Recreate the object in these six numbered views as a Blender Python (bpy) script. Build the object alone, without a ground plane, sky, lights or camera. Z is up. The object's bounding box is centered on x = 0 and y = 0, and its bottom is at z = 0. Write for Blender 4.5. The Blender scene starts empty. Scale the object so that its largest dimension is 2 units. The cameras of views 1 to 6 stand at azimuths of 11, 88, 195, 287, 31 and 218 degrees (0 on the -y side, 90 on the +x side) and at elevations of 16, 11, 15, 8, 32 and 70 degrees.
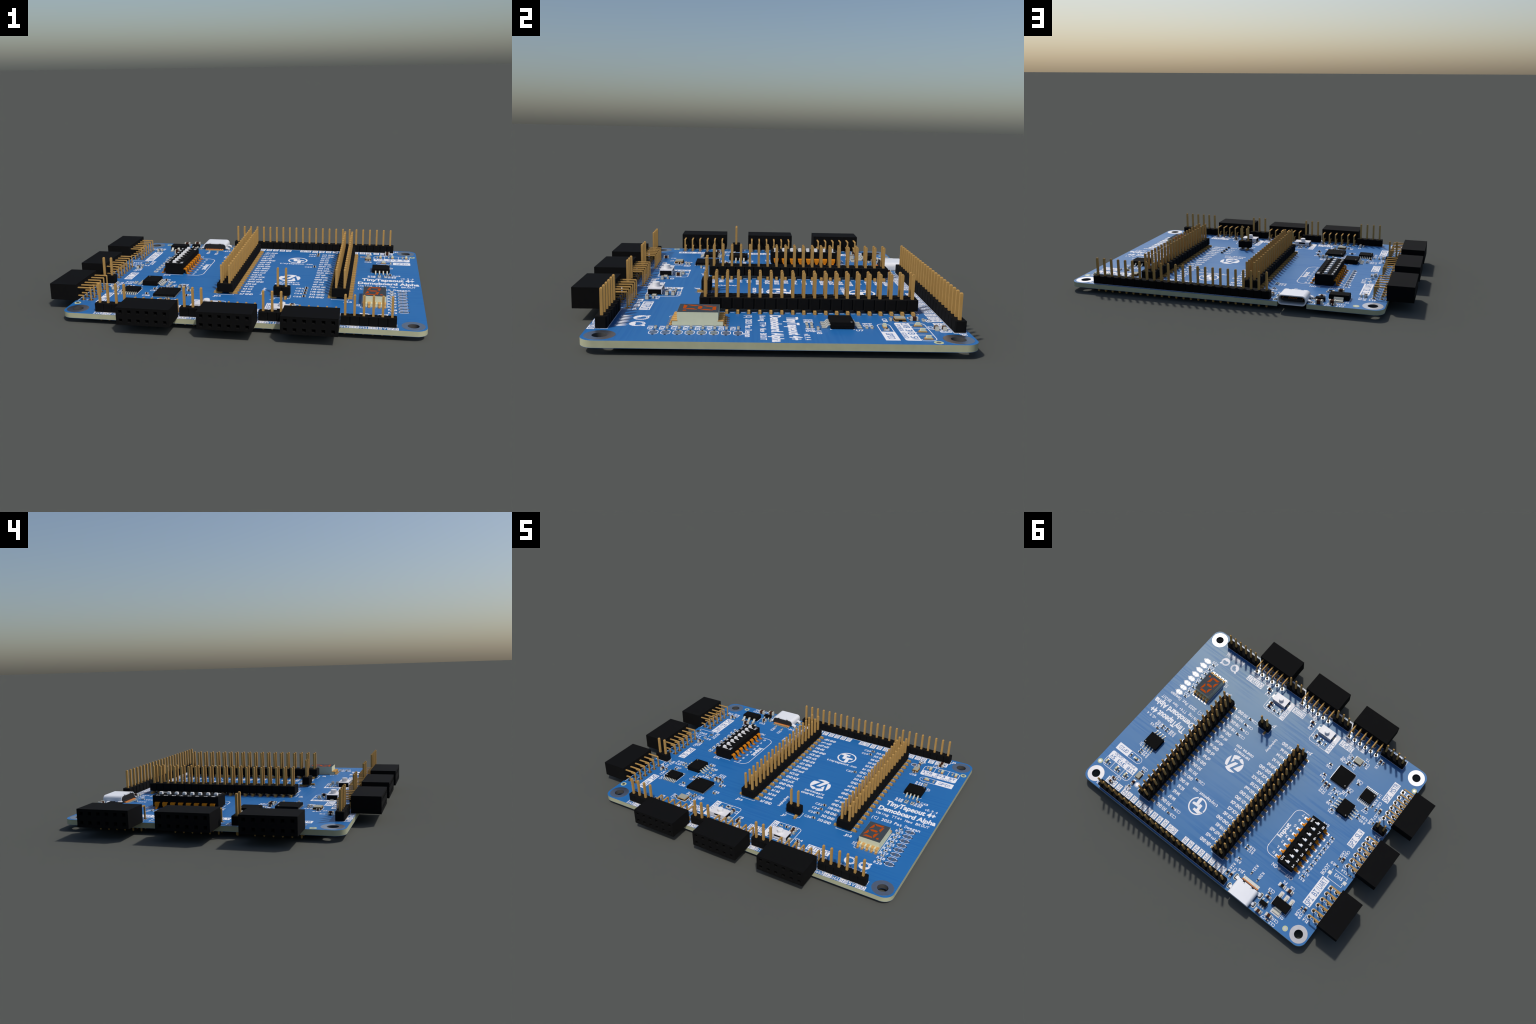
import bpy, bmesh, math
from mathutils import Vector, Matrix

# ---------------------------------------------------------------- frame
# All sizes below are millimetres of the real board; board top is z = 0.
S = 0.017742          # metres per millimetre in this scene
ZT = 3.0              # board top above ground (through-hole tails are 3 mm long)
PITCH = 2.54
TH = 1.6              # board thickness
BX0, BX1, BY0, BY1 = -48.25, 56.37, -37.08, 44.05
HOLES = [(52.63, -33.31), (52.63, 40.29), (-44.5, -33.31), (-44.5, 40.29)]

def W(p):
    return (p[0] * S, p[1] * S, (p[2] + ZT) * S)

# ---------------------------------------------------------------- materials
def new_mat(name):
    m = bpy.data.materials.new(name)
    m.use_nodes = True
    nt = m.node_tree
    return m, nt, nt.nodes["Principled BSDF"]

def plain(name, col, rough=0.5, metal=0.0, spec=0.5, var=0.06, scale=60.0, bump=0.0):
    """procedural material: a base colour with a faint fine grain"""
    m, nt, b = new_mat(name)
    tc = nt.nodes.new("ShaderNodeTexCoord")
    nz = nt.nodes.new("ShaderNodeTexNoise")
    nz.inputs["Scale"].default_value = scale
    nz.inputs["Detail"].default_value = 3
    nt.links.new(tc.outputs["Object"], nz.inputs["Vector"])
    rp = nt.nodes.new("ShaderNodeValToRGB")
    rp.color_ramp.elements[0].position = 0.3
    rp.color_ramp.elements[1].position = 0.7
    rp.color_ramp.elements[0].color = tuple(c * (1 - var) for c in col) + (1,)
    rp.color_ramp.elements[1].color = tuple(min(1, c * (1 + var)) for c in col) + (1,)
    nt.links.new(nz.outputs["Fac"], rp.inputs["Fac"])
    nt.links.new(rp.outputs["Color"], b.inputs["Base Color"])
    b.inputs["Roughness"].default_value = rough
    b.inputs["Metallic"].default_value = metal
    b.inputs["Specular IOR Level"].default_value = spec
    if bump > 0:
        bp = nt.nodes.new("ShaderNodeBump")
        bp.inputs["Strength"].default_value = bump
        bp.inputs["Distance"].default_value = 0.0005
        nt.links.new(nz.outputs["Fac"], bp.inputs["Height"])
        nt.links.new(bp.outputs["Normal"], b.inputs["Normal"])
    return m

def mask_material():
    """blue solder mask: copper pour shines through it, routing gaps run in
    bundles along the long side of the board"""
    m, nt, b = new_mat("solder_mask_blue")
    N, L = nt.nodes, nt.links
    tc = N.new("ShaderNodeTexCoord")
    def noise(sx, sy, detail, off=0.0):
        mp = N.new("ShaderNodeMapping")
        mp.inputs["Scale"].default_value = (sx / S, sy / S, 0.0)
        mp.inputs["Location"].default_value = (off, off, 0)
        L.new(tc.outputs["Object"], mp.inputs["Vector"])
        n = N.new("ShaderNodeTexNoise")
        n.inputs["Scale"].default_value = 1.0
        n.inputs["Detail"].default_value = detail
        L.new(mp.outputs["Vector"], n.inputs["Vector"])
        return n.outputs["Fac"]
    def ramp(f, a, c):
        r = N.new("ShaderNodeMapRange")
        r.inputs["From Min"].default_value = a
        r.inputs["From Max"].default_value = c
        L.new(f, r.inputs["Value"])
        return r.outputs["Result"]
    def mul(a, c):
        k = N.new("ShaderNodeMath"); k.operation = 'MULTIPLY'
        L.new(a, k.inputs[0]); L.new(c, k.inputs[1])
        return k.outputs[0]
    streak = ramp(noise(0.035, 1.15, 1.5, 3.1), 0.47, 0.56)
    zone = ramp(noise(0.035, 0.075, 1.0, 7.7), 0.40, 0.56)
    gap = mul(streak, zone)
    mix = N.new("ShaderNodeMix"); mix.data_type = 'RGBA'
    L.new(gap, mix.inputs["Factor"])
    mix.inputs["A"].default_value = (0.0180, 0.152, 0.430, 1)
    mix.inputs["B"].default_value = (0.0165, 0.143, 0.418, 1)
    L.new(mix.outputs["Result"], b.inputs["Base Color"])
    sp = N.new("ShaderNodeMapRange")
    sp.inputs["To Min"].default_value = 0.55
    sp.inputs["To Max"].default_value = 0.40
    L.new(gap, sp.inputs["Value"])
    L.new(sp.outputs["Result"], b.inputs["Specular IOR Level"])
    b.inputs["Roughness"].default_value = 0.42
    b.inputs["Specular Tint"].default_value = (1.0, 0.93, 0.24, 1)
    return m

M_MASK = mask_material()
M_FR4 = plain("laminate_edge", (0.44, 0.45, 0.30), 0.8, spec=0.2, var=0.05, scale=25)
M_SILK = plain("silkscreen_white", (0.86, 0.85, 0.87), 0.7, spec=0.2, var=0.02)
M_PAD = plain("tinned_copper", (0.60, 0.60, 0.62), 0.36, metal=1.0, var=0.03)
M_BARREL = plain("plated_barrel", (0.07, 0.07, 0.07), 0.7, spec=0.3)
M_GOLD = plain("gold_plated_pin", (0.47, 0.275, 0.085), 0.75, spec=0.08, var=0.04)
M_BLACK = plain("black_moulding", (0.0042, 0.0042, 0.0043), 0.9, spec=0.11, var=0.15, scale=90)
M_CHIP = plain("chip_epoxy", (0.0044, 0.0044, 0.0044), 0.9, spec=0.10, var=0.15, scale=120)
M_DOT = plain("chip_marking_grey", (0.30, 0.29, 0.26), 0.7)
M_TIN = plain("tin_lead", (0.58, 0.57, 0.49), 0.6, spec=0.25, var=0.04)
M_BROWN = plain("ceramic_brown", (0.055, 0.020, 0.011), 0.8, spec=0.08, var=0.1, scale=150)
M_RES = plain("resistor_black", (0.006, 0.006, 0.006), 0.8, spec=0.1)
M_ORANGE = plain("bronze_lead", (0.60, 0.20, 0.010), 0.8, spec=0.06, var=0.05)
M_WHITE = plain("white_shell", (0.82, 0.83, 0.86), 0.4, spec=0.5, var=0.01)
M_KNOB = plain("white_slider", (0.80, 0.80, 0.81), 0.5, var=0.01)
M_PLATE = plain("steel_cover", (0.76, 0.75, 0.77), 0.45, spec=0.5, var=0.02)
M_CREAM = plain("display_cream", (0.64, 0.65, 0.46), 0.8, spec=0.1, var=0.02)
M_FACE = plain("display_face_grey", (0.054, 0.066, 0.078), 0.9, spec=0.05, var=0.03)
M_SEG = plain("segment_orange", (0.46, 0.072, 0.006), 0.9, spec=0.03, var=0.03)
M_LED = plain("led_lens", (0.58, 0.60, 0.44), 0.5, spec=0.4, var=0.03)
M_AMBER = plain("amber_lead", (0.60, 0.34, 0.11), 0.7, spec=0.1)
M_XTAL = plain("crystal_lid", (0.36, 0.36, 0.30), 0.7, spec=0.15, var=0.03)
M_COPPER = plain("contact_copper", (0.85, 0.28, 0.055), 0.5, spec=0.4)
M_DARK = plain("insulator_grey", (0.024, 0.024, 0.026), 0.8, spec=0.1)
M_LIME = plain("bare_laminate", (0.55, 0.58, 0.34), 0.7, spec=0.2)

# ---------------------------------------------------------------- objects
def coll():
    return bpy.context.scene.collection

root = bpy.data.objects.new("development_board", None)
coll().objects.link(root)
root.empty_display_size = 0.2
root["label"] = "blue electronics demo board with gold pin headers and black sockets"
root["category"] = "circuit board"

class Builder:
    """collects faces in millimetres; every face carries a material"""
    def __init__(self):
        self.v, self.f, self.m, self.mats = [], [], [], []
    def slot(self, mat):
        if mat not in self.mats:
            self.mats.append(mat)
        return self.mats.index(mat)
    def add(self, verts, faces, mat):
        o, k = len(self.v), self.slot(mat)
        self.v += [tuple(p) for p in verts]
        self.f += [[i + o for i in f] for f in faces]
        self.m += [k] * len(faces)
    def prism(self, pts, z0, z1, mat, top=None):
        """closed polygon (any winding) extruded from z0 to z1"""
        a = sum(p[0] * q[1] - q[0] * p[1] for p, q in zip(pts, pts[1:] + pts[:1]))
        if a < 0:
            pts = pts[::-1]
        n = len(pts)
        vs = [(x, y, z0) for x, y in pts] + [(x, y, z1) for x, y in pts]
        side = [[i, (i + 1) % n, n + (i + 1) % n, n + i] for i in range(n)]
        self.add(vs, [list(range(n))[::-1]] + side, mat)
        self.add(vs[n:], [list(range(n))], top or mat)
    def box(self, cx, cy, z0, z1, sx, sy, mat, top=None):
        self.prism([(cx - sx / 2, cy - sy / 2), (cx + sx / 2, cy - sy / 2),
                    (cx + sx / 2, cy + sy / 2), (cx - sx / 2, cy + sy / 2)], z0, z1, mat, top)
    def frustum(self, cx, cy, z0, z1, sx0, sy0, sx1, sy1, mat, dx=0, dy=0):
        q = [(-1, -1), (1, -1), (1, 1), (-1, 1)]
        vs = [(cx + a * sx0 / 2, cy + b * sy0 / 2, z0) for a, b in q] + \
             [(cx + dx + a * sx1 / 2, cy + dy + b * sy1 / 2, z1) for a, b in q]
        self.add(vs, [[3, 2, 1, 0], [4, 5, 6, 7], [0, 1, 5, 4], [1, 2, 6, 5], [2, 3, 7, 6], [3, 0, 4, 7]], mat)
    def disc(self, cx, cy, r, z0, z1, mat, n=24):
        self.prism([(cx + r * math.cos(2 * math.pi * i / n), cy + r * math.sin(2 * math.pi * i / n))
                    for i in range(n)], z0, z1, mat)
    def ring(self, outer, inner, z0, z1, mat):
        """two loops with the same number of points, inner cut out"""
        n = len(outer)
        vs = [(x, y, z) for z in (z0, z1) for loop in (outer, inner) for x, y in loop]
        f = []
        for i in range(n):
            j = (i + 1) % n
            f += [[2 * n + i, 2 * n + j, 3 * n + j, 3 * n + i], [i, n + i, n + j, j],
                  [i, j, 2 * n + j, 2 * n + i], [n + i, 3 * n + i, 3 * n + j, n + j]]
        self.add(vs, f, mat)
    def annulus(self, cx, cy, r0, r1, z0, z1, mat, n=32):
        c = [(math.cos(2 * math.pi * i / n), math.sin(2 * math.pi * i / n)) for i in range(n)]
        self.ring([(cx + r1 * a, cy + r1 * b) for a, b in c], [(cx + r0 * a, cy + r0 * b) for a, b in c], z0, z1, mat)
    def line(self, pts, w, z0, z1, mat, closed=False):
        """stroke of width w along a polyline, as overlapping-free mitred prisms"""
        n = len(pts)
        off = []
        for i in range(n):
            p = Vector(pts[i])
            a = Vector(pts[i - 1]) if (i > 0 or closed) else None
            c = Vector(pts[(i + 1) % n]) if (i < n - 1 or closed) else None
            d1 = (p - a).normalized() if a is not None else None
            d2 = (c - p).normalized() if c is not None else None
            if d1 is None: d1 = d2
            if d2 is None: d2 = d1
            t = (d1 + d2)
            t = t.normalized() if t.length > 1e-6 else d1
            nn = Vector((-t.y, t.x))
            k = 1 / max(0.5, abs(nn.dot(Vector((-d1.y, d1.x)))))
            off.append((p + nn * w / 2 * k, p - nn * w / 2 * k))
        for i in range(n if closed else n - 1):
            j = (i + 1) % n
            self.prism([tuple(off[i][0]), tuple(off[j][0]), tuple(off[j][1]), tuple(off[i][1])], z0, z1, mat)
    def sweep(self, path, widths, thick, mat, o=(0, 0), d=(1, 0)):
        """flat lead: path of (distance along d, z), lateral width per point, thickness"""
        n = len(path)
        lat = (-d[1], d[0])
        vs = []
        for i, (u, z) in enumerate(path):
            a = Vector(path[max(0, i - 1)]); c = Vector(path[min(n - 1, i + 1)]); p = Vector((u, z))
            d1 = (p - a).normalized() if i > 0 else (c - p).normalized()
            d2 = (c - p).normalized() if i < n - 1 else d1
            t = (d1 + d2).normalized()
            nn = Vector((-t.y, t.x))
            k = 1 / max(0.4, abs(nn.dot(Vector((-d1.y, d1.x)))))
            for s, w in ((1, 1), (1, -1), (-1, -1), (-1, 1)):
                q = p + nn * s * thick / 2 * k
                h = w * widths[i] / 2
                vs.append((o[0] + d[0] * q.x + lat[0] * h, o[1] + d[1] * q.x + lat[1] * h, q.y))
        f = [[0, 1, 2, 3], [4 * n - 1, 4 * n - 2, 4 * n - 3, 4 * n - 4]]
        for i in range(n - 1):
            a, b = 4 * i, 4 * i + 4
            f += [[a + j, b + j, b + (j + 1) % 4, a + (j + 1) % 4] for j in range(4)]
        self.add(vs, f, mat)
    def mesh(self, name, origin=(0, 0, 0), smooth=False):
        me = bpy.data.meshes.new(name)
        ox, oy, oz = origin
        me.from_pydata([((x - ox) * S, (y - oy) * S, (z - oz) * S) for x, y, z in self.v], [], self.f)
        for m in self.mats:
            me.materials.append(m)
        me.polygons.foreach_set("material_index", self.m)
        bm = bmesh.new(); bm.from_mesh(me)
        bmesh.ops.recalc_face_normals(bm, faces=bm.faces)
        bm.to_mesh(me); bm.free()
        if smooth:
            weld(me)
            me.shade_smooth()
            me.set_sharp_from_angle(angle=math.radians(32))
        return me
    def obj(self, name, parent=None, origin=(0, 0, 0), smooth=False):
        return place(self.mesh(name, origin, smooth), name, parent, origin)

def weld(me):
    bm = bmesh.new(); bm.from_mesh(me)
    bmesh.ops.remove_doubles(bm, verts=bm.verts, dist=1e-6)
    bm.to_mesh(me); bm.free()

def place(me, name, parent, origin=(0, 0, 0), rot=0.0):
    o = bpy.data.objects.new(name, me)
    coll().objects.link(o)
    world = Matrix.Translation(W(origin)) @ Matrix.Rotation(rot, 4, 'Z')
    p = parent or root
    o.parent = p
    base = p["_w"] if "_w" in p else None
    pw = Matrix([base[0:4], base[4:8], base[8:12], base[12:16]]) if base else Matrix.Identity(4)
    o.matrix_local = pw.inverted() @ world
    o["_w"] = [c for r in world for c in r]
    return o

def arc(cx, cy, r, a0, a1, n=8):
    return [(cx + r * math.cos(math.radians(a0 + (a1 - a0) * i / n)),
             cy + r * math.sin(math.radians(a0 + (a1 - a0) * i / n))) for i in range(n + 1)]

def rrect(x0, y0, x1, y1, r, n=6):
    return arc(x1 - r, y0 + r, r, -90, 0, n) + arc(x1 - r, y1 - r, r, 0, 90, n) + \
        arc(x0 + r, y1 - r, r, 90, 180, n) + arc(x0 + r, y0 + r, r, 180, 270, n)

def slot_loop(cx, cy, w, h, n=8):
    r = w / 2
    return arc(cx, cy + h / 2 - r, r, 0, 180, n) + arc(cx, cy - h / 2 + r, r, 180, 360, n)

# ---------------------------------------------------------------- layout tables
FRONT_Y, FRONT_Y2 = -34.05, -31.50
headers = [  # x of first pin, y, pin count (through hole, one row along x)
    (-11.56, 42.02, 24), (34.15, FRONT_Y, 6), (11.40, FRONT_Y, 3),
    (-11.46, FRONT_Y, 3), (-37.03, FRONT_Y, 4), (-46.44, -7.90, 2)]
front_sockets = [18.88, -4.02, -26.95]      # x of lowest pin (row along x)
side_sockets = [-25.42, -2.53, 20.38]       # y of lowest pin (row along y)
SIDE_X, SIDE_X2 = -43.75, -46.29
smd_headers = [(-4.14, -13.24), (31.58, -13.24)]
SMD_PITCH = 2.5435   # centre x, y of first row; 20 rows

thru = []        # plated through holes that carry a pin: x, y, square pad?
for x0, y, n in headers:
    for i in range(n):
        thru.append((x0 + i * PITCH, y, False, 'h'))
for x0 in front_sockets:
    for i in range(6):
        thru.append((x0 + i * PITCH, FRONT_Y2, i == 5, 's'))
        thru.append((x0 + i * PITCH, FRONT_Y, False, 's'))
for y0 in side_sockets:
    for i in range(6):
        thru.append((SIDE_X, y0 + i * PITCH, i == 0, 's'))
        thru.append((SIDE_X2, y0 + i * PITCH, False, 's'))

USBX = -20.10
jumpers = [(50.28, -5.22 - 2.505 * k) for k in range(8)]
usb_slots = [(USBX + sx * 5.62, y, 0.95, h) for sx in (-1, 1) for y, h in ((38.05, 2.0), (42.02, 1.8))]

# ---------------------------------------------------------------- bare board
BZ = -0.03             # bare board surface, just under the part seating plane
BB = -1.585
def curve_plate(loops, z0, z1):
    cu = bpy.data.curves.new("outline", 'CURVE')
    cu.dimensions = '2D'
    cu.fill_mode = 'BOTH'
    cu.extrude = (z1 - z0) / 2 * S
    for lp in loops:
        sp = cu.splines.new('POLY')
        sp.points.add(len(lp) - 1)
        for p, (x, y) in zip(sp.points, lp):
            p.co = (x * S, y * S, 0, 1)
        sp.use_cyclic_u = True
    ob = bpy.data.objects.new("outline", cu)
    coll().objects.link(ob)
    dg = bpy.context.evaluated_depsgraph_get()
    me = bpy.data.meshes.new_from_object(ob.evaluated_get(dg))
    bpy.data.objects.remove(ob)
    bpy.data.curves.remove(cu)
    zc = ((z0 + z1) / 2 + ZT) * S
    for v in me.vertices:
        v.co.z += zc
    return me

R = 3.1
notch = (USBX - 4.66, USBX + 4.66, 37.9)
outline = arc(BX1 - R, BY0 + R, R, -90, 0, 14) + arc(BX1 - R, BY1 - R, R, 0, 90, 14) + \
    [(notch[1], BY1)] + arc(notch[1] - 0.5, notch[2] + 0.5, 0.5, 0, -90, 4) + \
    arc(notch[0] + 0.5, notch[2] + 0.5, 0.5, -90, -180, 4) + [(notch[0], BY1)] + \
    arc(BX0 + R, BY1 - R, R, 90, 180, 14) + arc(BX0 + R, BY0 + R, R, 180, 270, 14)
loops = [outline] + [arc(x, y, 1.6, 0, 360 - 360 / 32, 31) for x, y in HOLES]
loops += [arc(x, y, 0.5, 0, 330, 11) for x, y, sq, k in thru]
loops += [slot_loop(*s) for s in usb_slots]
me = curve_plate(loops, BB + 0.05, BZ)
me.name = "bare_board"
me.materials.clear()
for m in (M_MASK, M_FR4, M_BARREL):
    me.materials.append(m)
for p in me.polygons:
    p.use_smooth = False
    if abs(p.normal.z) > 0.5:
        p.material_index = 0
    else:
        c = p.center / S
        rim = (c.x < BX0 + 4 and (c.y < BY0 + 4 or c.y > BY1 - 4)) or (c.x > BX1 - 4 and (c.y < BY0 + 4 or c.y > BY1 - 4))
        hole = any(math.hypot(c.x - x, c.y - y) < 1.7 for x, y in HOLES) or \
            any(abs(c.x - x) < 0.6 and abs(c.y - y) < 0.6 for x, y, sq, k in thru) or \
            any(abs(c.x - s[0]) < 0.6 and abs(c.y - s[1]) < 1.2 for s in usb_slots)
        p.material_index = 2 if hole else 1
weld(me)
me.shade_smooth()
me.set_sharp_from_angle(angle=math.radians(32))
board = place(me, "bare_board", None, (0, 0, -ZT))
under = curve_plate(loops, BB, BB + 0.049)
under.name = "underside_mask"
under.materials.clear()
under.materials.append(M_MASK)
for p in under.polygons:
    p.use_smooth = False
place(under, "underside_mask", board, (0, 0, -ZT))

# ---------------------------------------------------------------- pads
PZ = 0.03
pads = Builder()
for x, y in HOLES:
    for z0, z1 in ((-0.02, PZ), (-TH - PZ, -TH + 0.02)):
        pads.annulus(x, y, 1.6, 3.2, z0, z1, M_PAD, 64)
for x, y, sq, k in thru:
    r = 0.85
    for z0, z1 in ((-0.02, PZ), (-TH - PZ, -TH + 0.02)):
        if sq:
            n = 16
            c = [(math.cos(2 * math.pi * i / n), math.sin(2 * math.pi * i / n)) for i in range(n)]
            pads.ring([(x + r * a / max(abs(a), abs(b)), y + r * b / max(abs(a), abs(b))) for a, b in c],
                      [(x + 0.5 * a, y + 0.5 * b) for a, b in c], z0, z1, M_PAD)
        else:
            pads.annulus(x, y, 0.5, r, z0, z1, M_PAD, 20)
for s in usb_slots:
    pads.ring(slot_loop(s[0], s[1], s[2] + 0.55, s[3] + 0.55), slot_loop(*s), -0.02, PZ, M_LIME)
    pads.ring(slot_loop(s[0], s[1], s[2] + 0.40, s[3] + 0.40), slot_loop(*s), -0.02, PZ + 0.01, M_PAD)
for x, y in [(54.86, 35.56), (-46.8, -28.55), (-39.6, 41.62)]:       # fiducials
    pads.annulus(x, y, 0.5, 1.0, -0.02, 0.012, M_LIME)
    pads.disc(x, y, 0.52, -0.02, PZ, M_PAD)
pads.disc(37.14, 34.12, 0.75, -0.02, PZ, M_PAD)
for x, y in jumpers:                                                  # solder jumpers
    for s in (-1, 1):
        pts = [(x + s * 0.12, y - 0.72)] + [(x + s * (0.45 + 0.72 * math.cos(math.radians(a))), y + 0.72 * math.sin(math.radians(a)))
                                            for a in range(-90, 91, 15)] + [(x + s * 0.12, y + 0.72)]
        pads.prism(pts, -0.02, PZ, M_PAD)
        pads.disc(x + s * 1.49, y, 0.28, -0.02, PZ + 0.012, M_PAD, 14)
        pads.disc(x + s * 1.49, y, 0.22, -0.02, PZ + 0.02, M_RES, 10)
for x, y in ((-40.13, 15.92), (-46.65, 15.95)):                        # unpopulated switch
    pads.box(x, y, -0.02, PZ, 1.35, 1.35, M_LIME)
    pads.box(x, y, -0.02, PZ + 0.01, 1.25, 1.25, M_PAD)

# ---------------------------------------------------------------- through-hole headers
def tapered_pin(z0, z1):
    """square pin, 0.64 mm, chamfered at both tips"""
    b = Builder()
    lv = [(z0, 0.17), (z0 + 0.25, 0.32), (z1 - 0.22, 0.32), (z1, 0.18)]
    vs = [(sx * h, sy * h, z) for z, h in lv for sx, sy in ((-1, -1), (1, -1), (1, 1), (-1, 1))]
    f = [[3, 2, 1, 0], [12, 13, 14, 15]]
    for i in range(3):
        f += [[4 * i + j, 4 * i + (j + 1) % 4, 4 * i + 4 + (j + 1) % 4, 4 * i + 4 + j] for j in range(4)]
    b.add(vs, f, M_GOLD)
    return b.mesh("pin")

def notched_body(n, w, along_y=False):
    """outline of a row of n cells with a V notch between neighbours"""
    c = 0.26
    lo, hi = [], []
    for i in range(n):
        a, e = (i - 0.5) * PITCH, (i + 0.5) * PITCH
        lo += [(a, -w / 2 + c), (a + c, -w / 2), (e - c, -w / 2), (e, -w / 2 + c)]
        hi += [(a, w / 2 - c), (a + c, w / 2), (e - c, w / 2), (e, w / 2 - c)]
    pts = []
    for p in lo + hi[::-1]:
        if not pts or (abs(p[0] - pts[-1][0]) + abs(p[1] - pts[-1][1])) > 1e-6:
            pts.append(p)
    return [(y, x) for x, y in pts] if along_y else pts

silk = Builder()
SZ = 0.022
def stroke(pts, w=0.15, closed=False):
    silk.line(pts, w, -0.01, SZ, M_SILK, closed)
def rect_stroke(x0, y0, x1, y1, w=0.13):
    stroke([(x0, y0), (x1, y0), (x1, y1), (x0, y1)], w, True)

pin_me = tapered_pin(-3.0, 8.54)
for x0, y, n in headers:
    b = Builder()
    b.prism([(x0 + p[0], y + p[1]) for p in notched_body(n, PITCH)], 0.03, 2.54, M_BLACK)
    hd = b.obj("pin_header", None, (x0, y, 0))
    for i in range(n):
        place(pin_me, "pin", hd, (x0 + i * PITCH, y, 0))
    x1 = x0 + (n - 1) * PITCH
    if y < -30 and n > 2:      # the pin-1 end box on the front rows
        stroke([(x1 + 0.0, y - 1.36), (x1 + 1.36, y - 1.36), (x1 + 1.36, y - 0.1)], 0.13)
        rect_stroke(x0 - 1.36, y - 1.36, x1 + 1.36, y + 1.36, 0.10)
    else:
        rect_stroke(x0 - 1.34, y - 1.34, x1 + 1.34, y + 1.34)

# ---------------------------------------------------------------- angled sockets
def socket_mesh():
    """2 x 6 angled socket in its own frame: mating face at -y, contacts rise at +y.
    x = 0 is the first contact, y = 0 the contact row next to the moulding."""
    b = Builder()
    x0, x1 = -1.29, 5 * PITCH + 1.29
    yf, yb, H = -10.05, -1.54, 5.06
    z0 = 0.02
    # shell without the mating face
    vs = [(x0, yf, z0), (x1, yf, z0), (x1, yb, z0), (x0, yb, z0), (x0, yf, H), (x1, yf, H), (x1, yb, H), (x0, yb, H)]
    b.add(vs, [[3, 2, 1, 0], [4, 5, 6, 7], [1, 2, 6, 5], [2, 3, 7, 6], [3, 0, 4, 7]], M_BLACK)
    xs = [x0] + [(i + 0.5) * PITCH for i in range(5)] + [x1]
    zs = [z0, H / 2, H]
    for i in range(6):
        for j in range(2):
            cx, cz = i * PITCH, 1.27 + j * PITCH
            q = lambda h, y: [(cx - h, y, cz - h), (cx + h, y, cz - h), (cx + h, y, cz + h), (cx - h, y, cz + h)]
            cell = [(xs[i], yf, zs[j]), (xs[i + 1], yf, zs[j]), (xs[i + 1], yf, zs[j + 1]), (xs[i], yf, zs[j + 1])]
            vs = cell + q(0.52, yf) + q(0.36, yf + 0.55) + q(0.36, yf + 3.5)
            f = []
            for k in range(3):
                f += [[4 * k + m, 4 * k + (m + 1) % 4, 4 * k + 4 + (m + 1) % 4, 4 * k + 4 + m] for m in range(4)]
            b.add(vs, f + [[12, 13, 14, 15]], M_BLACK)
    me = b.mesh("socket_moulding")
    weld(me)
    return me

def bent_pin_mesh(row):
    """row 0: inner, low; row 1: outer, high.  Runs towards -y into the moulding."""
    b = Builder()
    z = 1.27 + row * PITCH
    reach = 1.6 + row * PITCH
    b.sweep([(0, -3.0), (0, -2.75), (0, z - 0.12), (0.12, z), (reach, z)], [0.26, 0.46, 0.46, 0.46, 0.46], 0.27, M_GOLD, d=(0, -1))
    return b.mesh("bent_pin")

sock_me = socket_mesh()
bent = [bent_pin_mesh(0), bent_pin_mesh(1)]
def add_socket(fx, fy, rot):
    so = place(sock_me, "angled_socket", None, (fx, fy, 0), rot)
    c, s = math.cos(rot), math.sin(rot)
    for i in range(6):
        for r in range(2):
            lx, ly = i * PITCH, r * PITCH
            place(bent[r], "bent_pin", so, (fx + c * lx - s * ly, fy + s * lx + c * ly, 0), rot)
for x0 in front_sockets:
    add_socket(x0, FRONT_Y, 0)
    stroke([(x0 + 5 * PITCH + 1.1, FRONT_Y2 + 1.1), (x0 + 5 * PITCH + 1.1, FRONT_Y - 1.0)], 0.13)
    stroke([(x0 - 1.3, FRONT_Y - 1.35), (x0 + 5 * PITCH + 1.3, FRONT_Y - 1.35)], 0.13)
    for i in range(6):
        for s in (-0.35, 0.35):
            stroke([(x0 + i * PITCH + s, FRONT_Y + 1.05), (x0 + i * PITCH + s, FRONT_Y + 1.5)], 0.12)
for y0 in side_sockets:
    # turned so that the mating face looks towards -x
    add_socket(SIDE_X2, y0 + 5 * PITCH, -math.pi / 2)
    stroke([(SIDE_X2 - 1.35, y0 - 1.3), (SIDE_X2 - 1.35, y0 + 5 * PITCH + 1.3)], 0.13)
    for i in range(6):
        for s in (-0.35, 0.35):
            stroke([(SIDE_X2 + 1.05, y0 + i * PITCH + s), (SIDE_X2 + 1.5, y0 + i * PITCH + s)], 0.12)
    stroke([(-42.68, y0 + 5 * PITCH + 0.05), (-42.68, y0 + 5 * PITCH + 1.28), (-43.8, y0 + 5 * PITCH + 1.28)], 0.13)

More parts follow.
